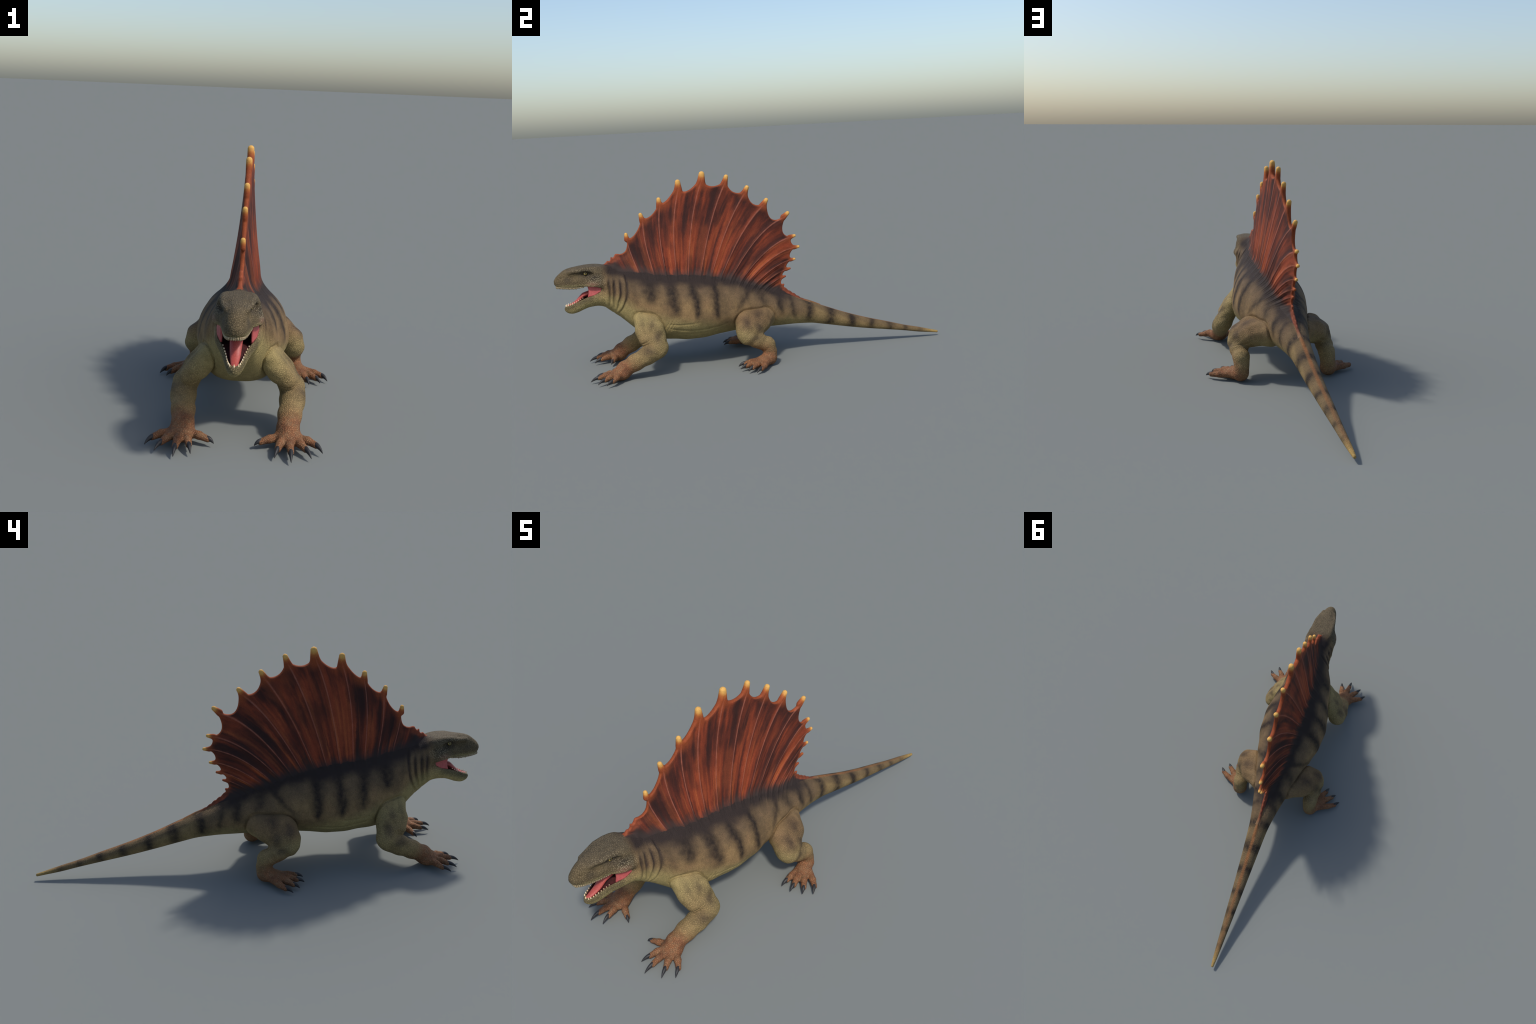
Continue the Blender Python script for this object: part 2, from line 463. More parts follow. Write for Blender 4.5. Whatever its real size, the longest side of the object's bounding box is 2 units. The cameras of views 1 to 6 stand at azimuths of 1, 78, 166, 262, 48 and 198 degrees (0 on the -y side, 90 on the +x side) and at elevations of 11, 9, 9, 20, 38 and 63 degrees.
def field_grad(V):
    e = .0012
    g = np.zeros_like(V)
    for k in range(3):
        d = np.zeros(3); d[k] = e
        g[:, k] = (body(V + d) - body(V - d)) / (2 * e)
    return g

V, Q = polygonise()
for it in range(1):
    f = body(V); g = field_grad(V)
    st = f / np.maximum((g * g).sum(1), .25)
    V = V - np.clip(st, -.0015, .0015)[:, None] * g
    # light tangential relaxing keeps the grid from showing
    acc = np.zeros_like(V); cnt = np.zeros(len(V))
    for a, b in ((0, 1), (1, 2), (2, 3), (3, 0)):
        np.add.at(acc, Q[:, a], V[Q[:, b]]); np.add.at(cnt, Q[:, a], 1)
    V = V + .45 * (acc / np.maximum(cnt, 1)[:, None] - V)
f = body(V); g = field_grad(V)
st = f / np.maximum((g * g).sum(1), .25)
V = V - np.clip(st, -.0008, .0008)[:, None] * g

# vertex normals of the whole closed body, lightly smoothed
fn = np.cross(V[Q[:, 2]] - V[Q[:, 0]], V[Q[:, 3]] - V[Q[:, 1]])
VN = np.zeros_like(V)
for k in range(4):
    np.add.at(VN, Q[:, k], fn)
VN /= np.maximum(np.linalg.norm(VN, axis=1), 1e-12)[:, None]

# keep the largest closed surface only (no stray bubbles inside)
lab = np.arange(len(V))
while True:
    m = lab[Q].min(1); new = lab.copy()
    for k in range(4):
        np.minimum.at(new, Q[:, k], m)
    new = new[new]
    if (new == lab).all(): break
    lab = new
main = np.bincount(lab).argmax()
Q = Q[lab[Q[:, 0]] == main]

# ----------------------------------------------------------------------------
# node helpers
# ----------------------------------------------------------------------------
class S_:
    """a shader socket with arithmetic"""
    def __init__(self, mat, sock): self.m, self.s = mat, sock
    def _op(self, op, o, rev=False, third=None):
        n = self.m.nodes.new('ShaderNodeMath'); n.operation = op
        ins = [self, o] if not rev else [o, self]
        if third is not None: ins.append(third)
        for k, v in enumerate(ins):
            if v is None: continue
            if isinstance(v, S_): self.m.links.new(v.s, n.inputs[k])
            else: n.inputs[k].default_value = float(v)
        return S_(self.m, n.outputs[0])
    def __add__(self, o): return self._op('ADD', o)
    __radd__ = __add__
    def __sub__(self, o): return self._op('SUBTRACT', o)
    def __rsub__(self, o): return self._op('SUBTRACT', o, True)
    def __mul__(self, o): return self._op('MULTIPLY', o)
    __rmul__ = __mul__
    def __truediv__(self, o): return self._op('DIVIDE', o)
    def __neg__(self): return self._op('MULTIPLY', -1)
    def max(self, o): return self._op('MAXIMUM', o)
    def min(self, o): return self._op('MINIMUM', o)
    def abs(self): return self._op('ABSOLUTE', None)
    def sqrt(self): return self._op('SQRT', None)
    def atan2(self, o): return self._op('ARCTAN2', o)
    def exp(self): return self._op('EXPONENT', None)
    def gauss(self, w):
        t = self * (1.0 / w); return (-(t * t)).exp()
    def step(self, a, b, lo=0.0, hi=1.0):
        n = self.m.nodes.new('ShaderNodeMapRange'); n.interpolation_type = 'SMOOTHSTEP'
        self.m.links.new(self.s, n.inputs[0])
        if a > b: a, b, lo, hi = b, a, hi, lo
        for k, v in zip((1, 2, 3, 4), (a, b, lo, hi)): n.inputs[k].default_value = v
        return S_(self.m, n.outputs[0])

class Mat:
    def __init__(self, name):
        self.mat = bpy.data.materials.new(name); self.mat.use_nodes = True
        nt = self.mat.node_tree; self.nodes, self.links = nt.nodes, nt.links
        self.bsdf = self.nodes['Principled BSDF']
        tc = self.nodes.new('ShaderNodeTexCoord'); self.obj = tc.outputs['Object']
        sx = self.nodes.new('ShaderNodeSeparateXYZ'); self.links.new(self.obj, sx.inputs[0])
        self.x, self.y, self.z = (S_(self, sx.outputs[k]) for k in range(3))
        self.ax = self.x.abs()
    def vec(self, x, y, z):
        n = self.nodes.new('ShaderNodeCombineXYZ')
        for k, v in enumerate((x, y, z)):
            if isinstance(v, S_): self.links.new(v.s, n.inputs[k])
            else: n.inputs[k].default_value = v
        return n.outputs[0]
    def noise(self, scale, detail=3, rough=.55, vec=None, dist=0.0):
        n = self.nodes.new('ShaderNodeTexNoise'); n.inputs['Scale'].default_value = scale
        n.inputs['Detail'].default_value = detail; n.inputs['Roughness'].default_value = rough; n.inputs['Distortion'].default_value = dist
        self.links.new(vec or self.obj, n.inputs['Vector'])
        return S_(self, n.outputs[0])
    def voronoi(self, scale, feature='F1', vec=None, out='Distance', rnd=1.0):
        n = self.nodes.new('ShaderNodeTexVoronoi'); n.feature = feature; n.inputs['Scale'].default_value = scale
        n.inputs['Randomness'].default_value = rnd
        self.links.new(vec or self.obj, n.inputs['Vector'])
        return S_(self, n.outputs[out])
    def white(self, vec):
        pass
    def curve(self, s, pts, x0, x1, y0, y1):
        """float curve through control points given in real units"""
        n = self.nodes.new('ShaderNodeFloatCurve')
        c = n.mapping.curves[0]
        P = [((a - x0) / (x1 - x0), (b - y0) / (y1 - y0)) for a, b in pts]
        while len(c.points) < len(P): c.points.new(.5, .5)
        for q, p in zip(c.points, P): q.location = p
        n.mapping.update()
        self.links.new(((s - x0) * (1 / (x1 - x0))).s, n.inputs['Value'])
        return S_(self, n.outputs[0]) * (y1 - y0) + y0
    def rgb(self, c):
        n = self.nodes.new('ShaderNodeRGB'); n.outputs[0].default_value = (*c, 1); return n.outputs[0]
    def mix(self, a, b, f, mode='MIX'):
        n = self.nodes.new('ShaderNodeMix'); n.data_type = 'RGBA'; n.blend_type = mode; n.clamp_factor = True
        for v, k in ((a, 6), (b, 7)):
            if isinstance(v, tuple): n.inputs[k].default_value = (*v, 1)
            else: self.links.new(v, n.inputs[k])
        if isinstance(f, S_): self.links.new(f.s, n.inputs[0])
        else: n.inputs[0].default_value = f
        return n.outputs[2]
    def scale_rgb(self, c, s):
        n = self.nodes.new('ShaderNodeVectorMath'); n.operation = 'SCALE'
        self.links.new(c, n.inputs[0])
        if isinstance(s, S_): self.links.new(s.s, n.inputs['Scale'])
        else: n.inputs['Scale'].default_value = s
        return n.outputs[0]
    def blob(self, c, r, yz=False, pos=None):
        """soft ellipsoid mask, mirrored by |x|"""
        X, Y, Z = pos or (self.ax, self.y, self.z)
        u, v, w = (X - c[0]) * (1 / r[0]), (Y - c[1]) * (1 / r[1]), (Z - c[2]) * (1 / r[2])
        return (-(u * u + v * v + w * w)).exp()
    def finish(self, col, rough=.6, spec=.35, bump=None, dist=.002, strength=.6):
        if isinstance(col, tuple): self.bsdf.inputs['Base Color'].default_value = (*col, 1)
        else: self.links.new(col, self.bsdf.inputs['Base Color'])
        if isinstance(rough, S_): self.links.new(rough.s, self.bsdf.inputs['Roughness'])
        else: self.bsdf.inputs['Roughness'].default_value = rough
        self.bsdf.inputs['Specular IOR Level'].default_value = spec
        if bump is not None:
            n = self.nodes.new('ShaderNodeBump'); n.inputs['Distance'].default_value = dist; n.inputs['Strength'].default_value = strength
            self.links.new(bump.s, n.inputs['Height']); self.links.new(n.outputs[0], self.bsdf.inputs['Normal'])
        return self.mat

def lin(r, g, b, k=1.0):
    f = lambda c: ((c / 255 + .055) / 1.055) ** 2.4 if c > 10 else c / 255 / 12.92
    return (f(r) * k, f(g) * k, f(b) * k)

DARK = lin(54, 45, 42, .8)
KS = .89    # overall skin value

# ----------------------------------------------------------------------------
# skin
# ----------------------------------------------------------------------------
def skin_material():
    M = Mat('reptile_skin')
    n1 = M.noise(14, 3); n2 = M.noise(45, 3); n3 = M.noise(190, 2)
    wy = M.y + (n1 - .5) * .035 + (n2 - .5) * .010
    wz = M.z + (M.noise(11, 3, vec=M.vec(M.y, M.z, M.ax)) - .5) * .05
    pos = (M.ax + (n2 - .5) * .02, wy, wz)
    h = M.z - M.curve(M.y, BASE_LINE, -.8, .4, 0, 1)
    # base olive tan, warm and greenish patches
    col = M.mix(lin(151, 123, 85), lin(124, 102, 73), n1.step(.30, .70))
    col = M.mix(col, lin(150, 118, 84), M.noise(22, 4).step(.5, .72) * .5)
    # belly paler, yellow-green
    bl = M.curve(M.y, [(-1, .36), (-.86, .40), (-.74, .40), (-.66, .36), (-.55, .30), (-.3, .235), (-.1, .205), (.1, .195), (.3, .175), (.5, .115), (.8, .055), (1, .02)], -1, 1, 0, .5)
    belly = (wz - bl).step(.035, -.045)
    limb = M.blob((.195, -.59, .14), (.095, .14, .18)).max(M.blob((.195, -.03, .14), (.10, .14, .16)))
    belly = belly * (1 - limb * .8)
    col = M.mix(col, lin(121, 97, 67), limb.step(.1, .6) * .65)
    col = M.mix(col, lin(176, 160, 106), belly * .85)
    # greyer brown back
    hb = (wz - M.curve(M.y, BASE_LINE, -.8, .4, 0, 1))
    back = hb.step(-.13, -.03) * M.y.step(.33, .2) * M.y.step(-.8, -.7)
    col = M.mix(col, lin(98, 82, 66), back * .62)
    # warm light dorsal line of the tail
    tail = M.y.step(.2, .34)
    ttop = M.curve(M.y, [(.1, .34), (.18, .312), (.235, .281), (.28, .262), (.36, .225), (.47, .179), (.584, .14), (.7, .106), (.81, .073), (.89, .053), (1, .022)], .1, 1, 0, .5)
    col = M.mix(col, lin(152, 128, 86), tail * .7)
    col = M.mix(col, lin(100, 82, 62), tail * (M.z - ttop).step(-.035, -.012) * .55)
    dline = M.ax.step(.013, .003) * (M.z - ttop).step(-.025, -.008)
    col = M.mix(col, lin(164, 104, 60), dline * .8 * M.y.step(.16, .24) * (1 - M.y.step(.42, .85) * .6) * (.55 + n2 * .5))
    col = M.mix(col, lin(190, 158, 92), M.y.step(.88, .99) * .8)
    # flank stripes: y at top, y at bottom, z top, z bottom, half width
    stripe = None
    for yt, yb, zt, zb, w, a in (
            (-.542, -.548, .46, .350, .026, 1), (-.445, -.430, .45, .285, .020, 1), (-.335, -.328, .43, .262, .0165, 1), (-.229, -.229, .42, .250, .0165, 1),
            (-.075, -.125, .335, .275, .015, .85), (.005, .025, .345, .285, .018, .7), (.112, .112, .32, .225, .015, .9), (.172, .190, .29, .19, .010, .65),
            (.271, .262, .25, .165, .020, .95), (.392, .380, .21, .13, .022, .95), (.505, .498, .17, .10, .021, .95), (.615, .609, .13, .082, .018, .9),
            (.716, .712, .11, .06, .016, .85), (.810, .806, .08, .04, .013, .7), (.893, .89, .06, .03, .010, .5), (-.635, -.61, .46, .36, .013, .35)):
        sl = (yt - yb) / (zt - zb)
        d = wy - ((M.z - zb) * sl + yb)
        wid = M.z.step(zb - .02, zb + .07, .62, 1.1) if yt < .2 else 1.15
        s = (-(d * d) / (wid * wid * (w * w * 1.9) if yt < .2 else wid * wid * (w * w * 1.5))).exp() * M.z.step(zb - .022, zb + .022) * a
        stripe = s if stripe is None else stripe.max(s)
    stripe = stripe * (1 - dline * M.y.step(.2, .3) * .7) * (1 - limb) * (.45 + M.noise(55, 3) * .95)
    col = M.mix(col, lin(40, 34, 33), stripe.min(1) * .95)
    # patches on the limbs
    sp = None
    for c, r in (((.20, -.555, .255), (.07, .022, .030)), ((.20, -.530, .200), (.07, .022, .036)), ((.20, -.600, .275), (.06, .016, .036)), ((.22, -.580, .135), (.05, .034, .022)),
                 ((.215, -.095, .228), (.06, .024, .034)), ((.18, -.030, .258), (.06, .026, .034)), ((.21, -.038, .195), (.06, .022, .036)), ((.225, -.06, .15), (.05, .03, .018))):
        b = M.blob(c, r, pos=(M.ax, M.y + (n2 - .5) * .03 , M.z + (n1 - .5) * .04))
        sp = b if sp is None else sp.max(b)
    col = M.mix(col, lin(54, 44, 41), sp.min(1) * .68)
    # neck folds: dark band coloured along each furrow
    nf = None
    for y0, bow, zt, zb, dep in FOLDS:
        dz = M.z - .435
        d = M.y - (dz * dz * bow + y0)
        g = (d + .001).gauss(.0075) * M.z.step(zb + .0, zb + .09) * M.z.step(zt + .03, zt - .02)
        nf = g if nf is None else nf.max(g)
    col = M.mix(col, lin(56, 48, 48), nf * (.45 + n2 * .7) * M.ax.step(.02, .04))
    # head: crown, eye patch, cheek, lip
    head = M.y.step(-.74, -.78)
    crown = head * M.z.step(.505, .535)
    jawd = head * (M.z - M.curve(M.y, [(-1, .31), (-.93, .32), (-.85, .352), (-.78, .372), (-.72, .40)], -1, -.72, .25, .45)).step(-.005, .03) * M.y.step(-.77, -.84)
    col = M.mix(col, lin(86, 77, 57), (head * M.z.step(.40, .45)).max(jawd) * .82)
    col = M.mix(col, lin(92, 82, 66), crown * .55)
    eye = M.blob((.05, -.842, .508), (.04, .030, .017), pos=pos).max(M.blob((.055, -.80, .495), (.04, .030, .018), pos=pos) * .85)
    col = M.mix(col, lin(50, 46, 44), eye * .85 * head)
    col = M.mix(col, lin(70, 62, 52), M.blob((.04, -.935, .485), (.03, .017, .016)) * .6)
    lip = head * (M.z - .452).step(.016, -.004) * M.z.step(.425, .432)
    col = M.mix(col, lin(148, 136, 94), lip * M.y.step(-.78, -.85) * .8)
    col = M.mix(col, lin(150, 104, 88), M.blob((.07, -.815, .460), (.03, .025, .010)) * .5)
    # orange feet
    ft = M.blob((.19, -.760, .015), (.18, .150, .125)).max(M.blob((.25, -.045, .0), (.15, .14, .115)))
    fo = (ft * 1.15 + (n1 - .5) * .25).step(.18, .80)
    fcol = M.mix(lin(137, 93, 63), lin(136, 101, 72), M.noise(70, 2).step(.4, .65))
    fcol = M.mix(fcol, lin(112, 72, 51), M.noise(28, 2).step(.5, .7) * .6)
    col = M.mix(col, fcol, fo)
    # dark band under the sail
    # scales: pale pebbles with darker gaps
    wr = M.noise(1.0, 3, .6, M.vec(M.y * 150, M.z * 42, M.ax * 42))
    lim = limb.max(head).max(fo).step(.1, .6)
    v1 = M.voronoi(170); gap = M.voronoi(170, 'DISTANCE_TO_EDGE').step(-.02, .24)
    gsm = M.voronoi(230, 'DISTANCE_TO_EDGE').step(.0, .22)
    gap = gap * lim + gsm * (1 - lim)
    k = (.73 + gap * .33) * (.92 + v1.step(.7, .15) * lim * .14) * (.80 + n3 * .40) * (.72 + n2 * .56) * (.86 + wr * .28) * KS
    col = M.scale_rgb(col, k)
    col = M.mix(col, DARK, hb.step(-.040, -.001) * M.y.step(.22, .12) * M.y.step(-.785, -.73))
    pale = M.blob((.07, -.80, .478), (.05, .045, .028)).max(M.blob((.06, -.86, .53), (.04, .06, .012)) * .7).max(head * .10)
    col = M.mix(col, lin(168, 156, 128), v1.step(.50, .22) * pale * .42)
    bump = wr * (1 - lim) * 1.3 + gap * .7 + (1 - v1) * .35 + M.noise(60, 4) * .7
    M.finish(col, .72, .16, bump, .0024, .7)
    return M.mat

# ----------------------------------------------------------------------------
# sail skin
# ----------------------------------------------------------------------------
def sail_material():
    M = Mat('sail_skin')
    Y, Z = M.y - PHI0[0], M.z - PHI0[1]
    th = Y.atan2(Z); r = (Y * Y + Z * Z).sqrt(); d = r - PHI0[2]
    p = th + (th * PA[1] + th * th * PA[2] + PA[0]) * d + (th * PB[1] + th * th * PB[2] + PB[0]) * d * d
    n2 = M.noise(40, 3); fine = M.noise(260, 2)
    side = M.x.step(-.001, .001)
    pv = M.vec(p * 40 + (n2 - .5) * .30, r * 1.6, side * 7)
    s1 = M.noise(1.0, 3, .6, pv)
    s2 = M.noise(1.0, 2, .5, M.vec(p * 95 + (n2 - .5) * .5, r * 3, side * 3))
    s3 = M.noise(1.0, 3, .6, M.vec(p * 30, r * 3.5, side * 5 + 4))
    h = M.z - M.curve(M.y, BASE_LINE, -.8, .4, 0, 1)
    # distance in from the rim, from an arc through the tips
    rim = M.curve(th, [(-.14, .98), (-.03, 1.06), (.06, 1.13), (.13, 1.20), (.217, 1.24), (.306, 1.22), (.38, 1.19), (.5, 1.12), (.60, 1.17), (.68, 1.09), (.8, 1.03), (.88, .95), (.96, .82), (1.1, .7)], -.14, 1.1, .6, 1.3) - r
    col = M.mix(lin(96, 43, 30), lin(128, 58, 36), s1.step(.36, .64))
    col = M.mix(col, lin(164, 90, 50), ((s2 * .65 + s1 * .35).step(.50, .66) * h.step(.50, .08)) * .62)
    col = M.mix(col, lin(44, 29, 27), s1.step(.58, .28) * .72)
    col = M.mix(col, lin(42, 28, 27), (s3 + s1 * .4).step(.84, .52) * rim.step(.30, .10) * .8)
    col = M.mix(col, lin(38, 27, 27), M.blob((0, -.62, .60), (1, .08, .10)) * .6)
    blot = M.noise(1.0, 3, .6, M.vec(p * 17, r * 3.6, side * 5 + 9))
    col = M.mix(col, lin(46, 30, 27), blot.step(.52, .36) * .55)
    col = M.mix(col, lin(148, 74, 42), blot.step(.52, .70) * .28)
    # thin light spine lines
    line = None
    for q in RAY_PHI[:-1]:
        g = (p - q).abs().step(.0026, .0004)
        line = g if line is None else line.max(g)
    col = M.mix(col, lin(158, 96, 78), line * h.step(0, .05) * (.25 + n2 * .5))
    crest = M.ax.step(.013, .007) * ((M.y.step(.125, .15) * M.z.step(.42, .36) * (M.y.step(.28, .20) * .75 + .25) * (n2 * .9 + .35).min(1)).max(M.y.step(-.66, -.70)))
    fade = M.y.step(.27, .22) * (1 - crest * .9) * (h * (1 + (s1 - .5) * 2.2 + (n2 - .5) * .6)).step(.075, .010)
    # rim and finger tips
    tip = None; band = None
    for (ty, tz, tr, _, _), a in zip(TEETH, AXIS):
        dy, dz = M.y - (ty - a[0] * .2 * tr), M.z - (tz - a[1] * .2 * tr)
        dist = (dy * dy + dz * dz).sqrt()
        t = dist.step(tr * 3.0, tr * .9); b = dist.step(tr * 7.5, tr * 2.5)
        tip = t if tip is None else tip.max(t); band = b if band is None else band.max(b)
    norm = M.nodes.new('ShaderNodeNewGeometry').outputs['Normal']
    sx = M.nodes.new('ShaderNodeSeparateXYZ'); M.links.new(norm, sx.inputs[0])
    nx = S_(M, sx.outputs[0]).abs()
    edge = M.ax.step(.017, .012) * nx.step(.93, .72) * (h + M.y.step(-.6, -.7) * .3).step(.06, .12) * rim.step(.16, .11)
    col = M.mix(col, lin(142, 70, 38), (edge * (.5 + n2 * .5)).max(band * .8))
    tailc = M.ax.step(.014, .006) * M.y.step(.29, .22) * M.y.step(.125, .15) * M.z.step(.42, .36)
    col = M.mix(col, lin(108, 84, 60), M.y.step(.20, .28))
    col = M.mix(col, lin(138, 70, 46), tailc.max(M.ax.step(.016, .010) * M.y.step(-.66, -.70) * M.z.step(.540, .552)) * (.45 + n2 * .5))
    col = M.mix(col, lin(186, 116, 56), tip * .75 * M.z.step(.40, .55))
    tip2 = None
    for (ty, tz, tr, _, _), a in zip(TEETH[:12], AXIS):
        dy, dz = M.y - ty, M.z - tz
        t = (dy * dy + dz * dz).sqrt().step(tr * 2.1, tr * .6)
        tip2 = t if tip2 is None else tip2.max(t)
    col = M.mix(col, lin(208, 166, 90), tip2 * .75)
    col = M.scale_rgb(col, (.66 + fine * .68) * (.84 + n2 * .32))
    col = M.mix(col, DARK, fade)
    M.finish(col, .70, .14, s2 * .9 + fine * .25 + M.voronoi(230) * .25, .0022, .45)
    return M.mat

def simple(name, c1, c2, scale, rough, spec=.4, bump=0.0, strength=.4):
    M = Mat(name); n = M.noise(scale, 4)
    return M.finish(M.mix(c1, c2, n.step(.35, .65)), rough, spec, n if bump else None, bump or .001, strength)

SKIN = skin_material(); SAIL = sail_material()
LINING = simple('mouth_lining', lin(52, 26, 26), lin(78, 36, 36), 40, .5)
CHEEK = simple('mouth_flesh', lin(172, 82, 80), lin(158, 72, 70), 120, .5, .4, .0008)
TONGUE = simple('tongue_flesh', lin(170, 78, 70), lin(154, 66, 60), 260, .5, .4, .0012)
CLAWM = simple('claw_horn', lin(48, 47, 47), lin(36, 35, 36), 60, .5, .3, .0006)
GUMTOOTH = simple('upper_tooth_enamel', lin(160, 148, 116), lin(108, 88, 64), 260, .45, .4)
TOOTHM = simple('tooth_enamel', lin(232, 214, 178), lin(206, 176, 134), 90, .35, .5)

def eye_material():
    M = Mat('eye')
    dy, dz = M.y + .8475, M.z - .512
    d = (dy * dy + dz * dz).sqrt()
    col = M.mix(lin(150, 132, 70), lin(110, 92, 48), M.noise(300).step(.4, .6))
    col = M.mix(col, lin(26, 22, 20), d.step(.0040, .0026))
    col = M.mix(col, lin(60, 50, 34), d.step(.0065, .0090))
    M.finish(col, .15, .5)
    return M.mat
EYE = eye_material()

# ----------------------------------------------------------------------------
# split the body by region
# ----------------------------------------------------------------------------
root = bpy.data.objects.new('sail_backed_reptile', None)
bpy.context.scene.collection.objects.link(root)
root['label'] = 'striped olive reptile with tall scalloped orange-red back sail'
root['category'] = 'prehistoric reptile'

C = V[Q].mean(1)
_, part = body(C, want_parts=True)
x, y, z = C.T; ax = np.abs(x)
names = np.full(len(Q), 'torso', dtype=object)
names[y > .19] = 'tail'
names[y < -.655] = 'neck'
hd = (y < -.735) & (part['skull'] < part['trunk'] + .012)
hd |= y < -.745
names[hd] = 'head'
names[hd & (part['jaw'] < part['skull']) & (y < -.735)] = 'lower_jaw'
hh = z - sail_base(y)
sd2 = bilinear(SD, y, z)
is_sail = (hh > .0) & (y > -.755) & (y < .285) & (part['sail'] < .010)
names[is_sail] = 'sail'
tipid = np.full(len(Q), -1)
for i, ((ty, tz, tr, _, _), a) in enumerate(zip(TEETH, AXIS)):
    w = is_sail & (np.hypot(y - ty + a[0] * tr, z - tz + a[1] * tr) < 3.2 * tr)
    tipid[w] = i
limb = (part['arm_all'] < part['skn'])
names[limb & (part['arm_all'] < .01) & (y < -.3)] = 'forelimb'
names[limb & (y < -.3) & (part['hand'] < part['fore']) & (z < .08) & (y < -.66)] = 'hand'
leg = (part['leg_all'] < part['skn']) & (y > -.3)
names[leg] = 'hindlimb'
names[leg & (part['foot'] < part['leg']) & (z < .075)] = 'foot'
lined = part['lined'] & (y < -.70) & (y > -.99)
names[lined] = 'mouth'

def make_mesh_object(name, V_, F_, mats, parent, normals=None, smooth=True):
    me = bpy.data.meshes.new(name)
    me.vertices.add(len(V_)); me.vertices.foreach_set('co', np.asarray(V_, np.float32).ravel())
    F_ = np.asarray(F_); k = F_.shape[1]
    me.loops.add(F_.size); me.loops.foreach_set('vertex_index', F_.astype(np.int32).ravel())
    me.polygons.add(len(F_)); me.polygons.foreach_set('loop_start', np.arange(0, F_.size, k, dtype=np.int32))
    me.polygons.foreach_set('loop_total', np.full(len(F_), k, np.int32))
    me.update(calc_edges=True); me.validate()
    me.polygons.foreach_set('use_smooth', np.full(len(me.polygons), smooth))
    if normals is not None and len(normals) == len(me.vertices):
        me.normals_split_custom_set_from_vertices([tuple(n) for n in normals])
    me.materials.append(mats)
    ob = bpy.data.objects.new(name, me); bpy.context.scene.collection.objects.link(ob)
    ob.parent = parent
    return ob

def region(name, mask, mat, parent):
    q = Q[mask]
    if not len(q): return None
    u, inv = np.unique(q, return_inverse=True)
    return make_mesh_object(name, V[u], inv.reshape(-1, 4), mat, parent, VN[u])

parts = {}
for nm in ('torso', 'tail', 'neck', 'head', 'lower_jaw'):
    parts[nm] = region(nm, names == nm, SKIN, root)
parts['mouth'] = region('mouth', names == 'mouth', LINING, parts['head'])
parts['sail'] = region('sail', (names == 'sail') & (tipid < 0), SAIL, root)
for i in range(len(TEETH)):
    region('spine_tip', (names == 'sail') & (tipid == i), SAIL, parts['sail'])
limbs = {}
for nm in ('forelimb', 'hindlimb', 'hand', 'foot'):
    for sgn in (1, -1):
        limbs[nm, sgn] = region(nm, (names == nm) & (x * sgn > 0), SKIN, root)

# ----------------------------------------------------------------------------
# claws, teeth, tongue, cheeks, eyes
# ----------------------------------------------------------------------------
def tube(path, radii, n=14, squash=1.0, up=(0, 0, 1)):
    path = np.array(path, float); m = len(path)
    tan = np.gradient(path, axis=0); tan /= np.linalg.norm(tan, axis=1)[:, None]
    up = np.array(up, float)
    vs = []
    for p, t, r in zip(path, tan, radii):
        s = np.cross(t, up); s /= np.linalg.norm(s); u = np.cross(s, t)
        a = np.arange(n) / n * 2 * np.pi
        vs.append(p + r * (np.cos(a)[:, None] * s + squash * np.sin(a)[:, None] * u))
    vs = np.concatenate(vs)
    f = []
    for i in range(m - 1):
        for j in range(n):
            f.append((i*n + j, i*n + (j+1) % n, (i+1)*n + (j+1) % n, (i+1)*n + j))
    vs = np.concatenate([vs, path[:1], path[-1:]])
    e0, e1 = m * n, m * n + 1
    tri = [(j, e0, (j+1) % n) for j in range(n)] + [((m-1)*n + (j+1) % n, e1, (m-1)*n + j) for j in range(n)]
    return vs, f, tri

def tube_object(name, path, radii, mat, parent, n=14, squash=1.0, up=(0, 0, 1)):
    v, f, t = tube(path, radii, n, squash, up)
    me = bpy.data.meshes.new(name)
    me.from_pydata([tuple(p) for p in v], [], [tuple(reversed(q)) for q in f] + [tuple(reversed(q)) for q in t])
    for p in me.polygons: p.use_smooth = True
    import bmesh
    bm = bmesh.new(); bm.from_mesh(me); bmesh.ops.recalc_face_normals(bm, faces=bm.faces); bm.to_mesh(me); bm.free()
    me.materials.append(mat)
    ob = bpy.data.objects.new(name, me); bpy.context.scene.collection.objects.link(ob); ob.parent = parent
    return ob

def claw(joint, rootp, tip, sgn, parent, r0):
    a, b, c = (np.array(p) for p in (joint, rootp, tip))
    d = b - a; d /= np.linalg.norm(d)
    L = np.linalg.norm(c - b)
    start = b - d * .003 + np.array([0, 0, .0012])
    mid = b + (c - b) * .5 + np.array([0, 0, .0085 + .05 * L])
    t = np.linspace(0, 1, 12)[:, None]
    path = (1-t)**2 * start + 2*t*(1-t) * mid + t*t * c
    tt = t[:, 0]
    rad = r0 * (1 - tt ** 1.7) ** .85 * (1 - .12 * tt) + .0006
    path[:, 0] *= sgn
    tube_object('claw', path, rad, CLAWM, parent, 14, 1.15)

for sgn in (1, -1):
    for f in HAND: claw(f[1], f[2], f[3], sgn, limbs['hand', sgn], .0082)
    for f in FOOT: claw(f[1], f[2], f[3], sgn, limbs['foot', sgn], .0086)

# tongue
t = np.linspace(0, 1, 24)
ty = np.interp(t, [0, .3, .7, 1], [-.956, -.915, -.865, -.77])
tz = Curve1([0, .15, .4, .7, 1], [.347, .351, .366, .400, .425])(t)
tr_ = Curve1([0, .05, .15, .4, .8, 1], [.002, .0075, .0115, .0165, .021, .022])(t)
tube_object('tongue', np.stack([0 * t, ty, tz], 1), tr_, TONGUE, parts['lower_jaw'], 24, .55)

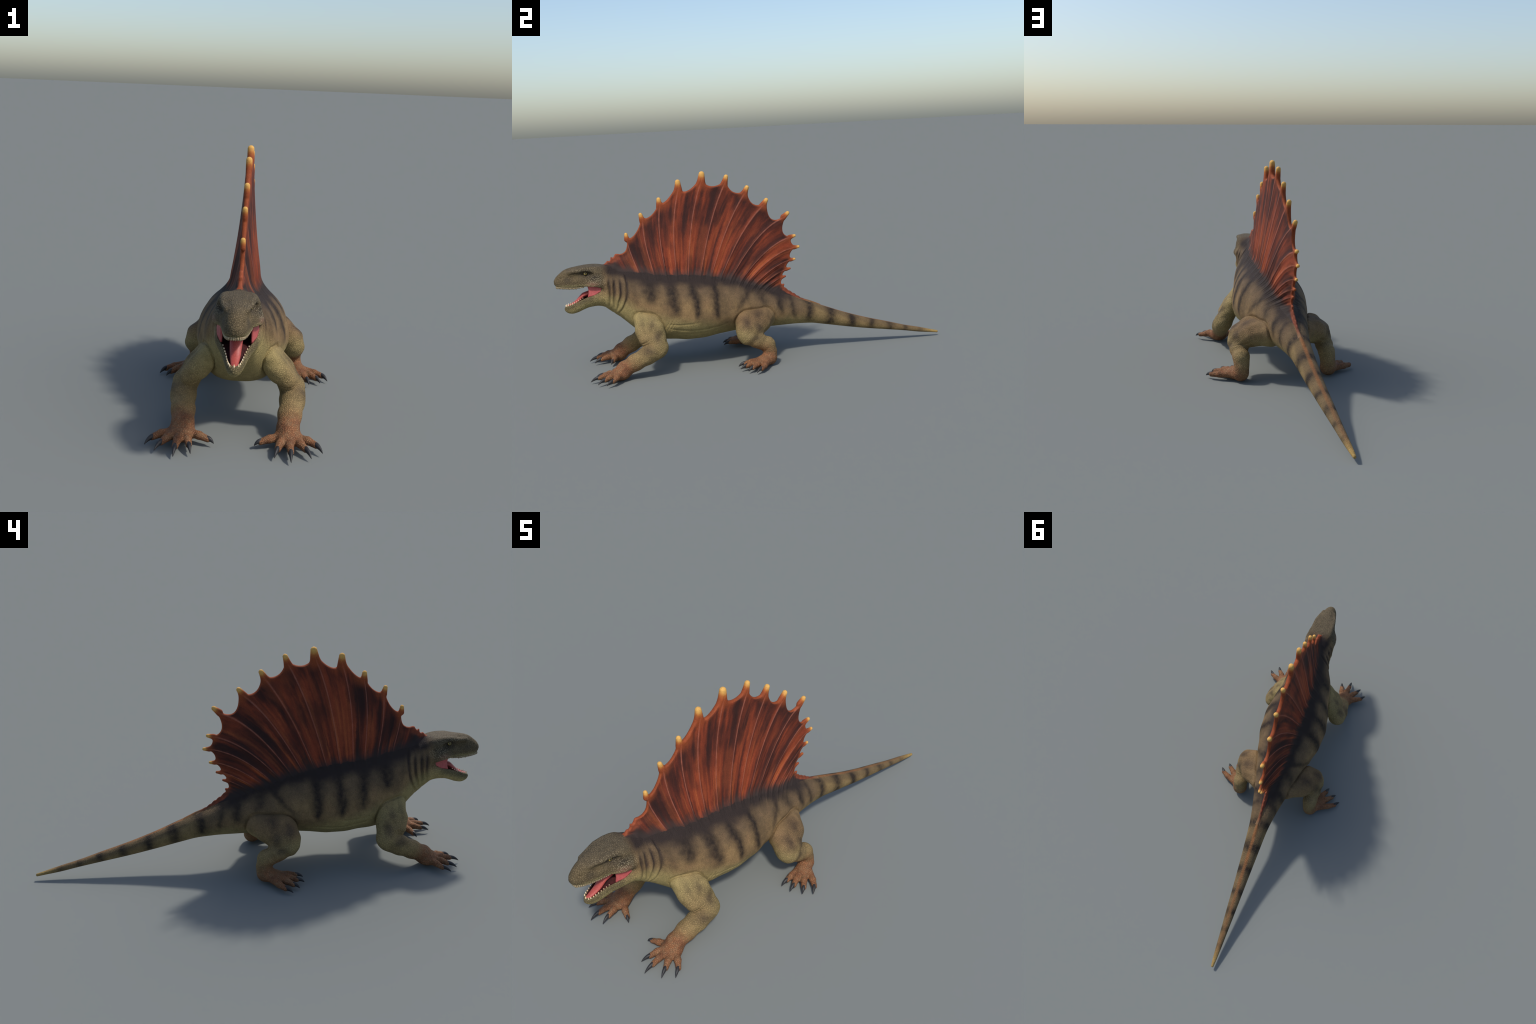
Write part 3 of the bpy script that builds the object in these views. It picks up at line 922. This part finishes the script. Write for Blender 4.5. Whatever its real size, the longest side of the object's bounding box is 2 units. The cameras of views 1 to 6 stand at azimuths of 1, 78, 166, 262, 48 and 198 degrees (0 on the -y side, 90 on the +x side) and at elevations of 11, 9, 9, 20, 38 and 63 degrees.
# stretched cheek flesh at the mouth corners
for sgn in (1, -1):
    nu, nv = 14, 10
    vs = []
    for off in (0, .006):
        for i in range(nu):
            u = i / (nu - 1)
            for j in range(nv):
                v = j / (nv - 1)
                yy0 = -.846 + .020 * (4 * v * (1 - v)) * .35
                yy = yy0 + (-.768 - yy0) * u
                zu = np.interp(yy, [-.85, -.81, -.768], [.456, .452, .440]); zl = np.interp(yy, [-.85, -.81, -.768], [.392, .404, .430])
                wu = float(skull.wid(yy)) - .0075; wl = float(jaw.wid(yy)) - .0065
                wmid = wl + (wu - wl) * v - .003 * 4 * v * (1 - v) * (1 - u)
                vs.append((sgn * (wmid - off), yy, zl + (zu - zl) * v))
    f = []
    g = lambda o, i, j: o * nu * nv + i * nv + j
    for i in range(nu - 1):
        for j in range(nv - 1):
            f.append((g(0, i, j), g(0, i+1, j), g(0, i+1, j+1), g(0, i, j+1)))
            f.append((g(1, i, j), g(1, i, j+1), g(1, i+1, j+1), g(1, i+1, j)))
    for i in range(nu - 1):
        f.append((g(0, i, 0), g(1, i, 0), g(1, i+1, 0), g(0, i+1, 0)))
        f.append((g(0, i, nv-1), g(0, i+1, nv-1), g(1, i+1, nv-1), g(1, i, nv-1)))
    for j in range(nv - 1):
        f.append((g(0, 0, j), g(0, 0, j+1), g(1, 0, j+1), g(1, 0, j)))
        f.append((g(0, nu-1, j), g(1, nu-1, j), g(1, nu-1, j+1), g(0, nu-1, j+1)))
    ob = make_mesh_object('cheek', vs, f, CHEEK, parts['head'])
    import bmesh
    bm = bmesh.new(); bm.from_mesh(ob.data); bmesh.ops.recalc_face_normals(bm, faces=bm.faces); bm.to_mesh(ob.data); bm.free()

# teeth
def tooth(p, d, L, r, parent, mat=None):
    p, d = np.array(p), np.array(d, float); d /= np.linalg.norm(d)
    t = np.linspace(-.35, 1, 7)
    path = p + d * (t * L)[:, None] + np.array([0, .12 * L, 0]) * (t ** 2)[:, None]
    rad = r * np.clip(1 - np.maximum(t, 0) ** (1.5 if mat is None else 4), .08, 1)
    tube_object('tooth', path, rad, mat or TOOTHM, parent, 8, 1.0, (0, 1, .1))

tooth((0, -.9525, .351), (0, -.15, 1), .008, .0032, parts['lower_jaw'])
for i in range(9):
    yy = -.949 + .0085 * i ** 1.08
    w = float(jaw.wid(yy)) - .0045 - .0002 * i
    L = (.0075 - .0005 * i) * rng.uniform(.75, 1.2)
    zt = float(np.interp(yy, [-.951, -.92, -.89, -.865, -.84, -.81], [.352, .364, .379, .394, .404, .412]))
    for sgn in (1, -1):
        tooth((sgn * w, yy + rng.uniform(-.001, .001), zt - .001), (sgn * .12, -.1, 1), L, .0027 - .0001 * i, parts['lower_jaw'])
for i in range(22):
    a = i * .0068
    yy = -.9905 + max(a - .018, 0) + .004 * min(a / .02, 1) ** 2
    w = min(float(skull.wid(yy)) * .86 - .001, .0028 + a * 1.02)
    L = .0085 * rng.uniform(.9, 1.08) * (1 if i < 17 else .7)
    zt = float(np.interp(yy, [-1.0, -.97, -.93, -.89, -.86, -.84], [.450, .446, .442, .442, .445, .449]))
    for sgn in (1, -1):
        tooth((sgn * w, yy, zt + .003), (sgn * .05, -.05, -1), L, .0038, parts['head'], GUMTOOTH)

# eyes
for sgn in (1, -1):
    import bmesh
    me = bpy.data.meshes.new('eye'); bm = bmesh.new()
    bmesh.ops.create_uvsphere(bm, u_segments=24, v_segments=16, radius=.0105)
    for v in bm.verts: v.co += Vector((sgn * .0375, -.8475, .5105))
    bm.to_mesh(me); bm.free()
    for p in me.polygons: p.use_smooth = True
    me.materials.append(EYE)
    ob = bpy.data.objects.new('eye', me); bpy.context.scene.collection.objects.link(ob); ob.parent = parts['head']
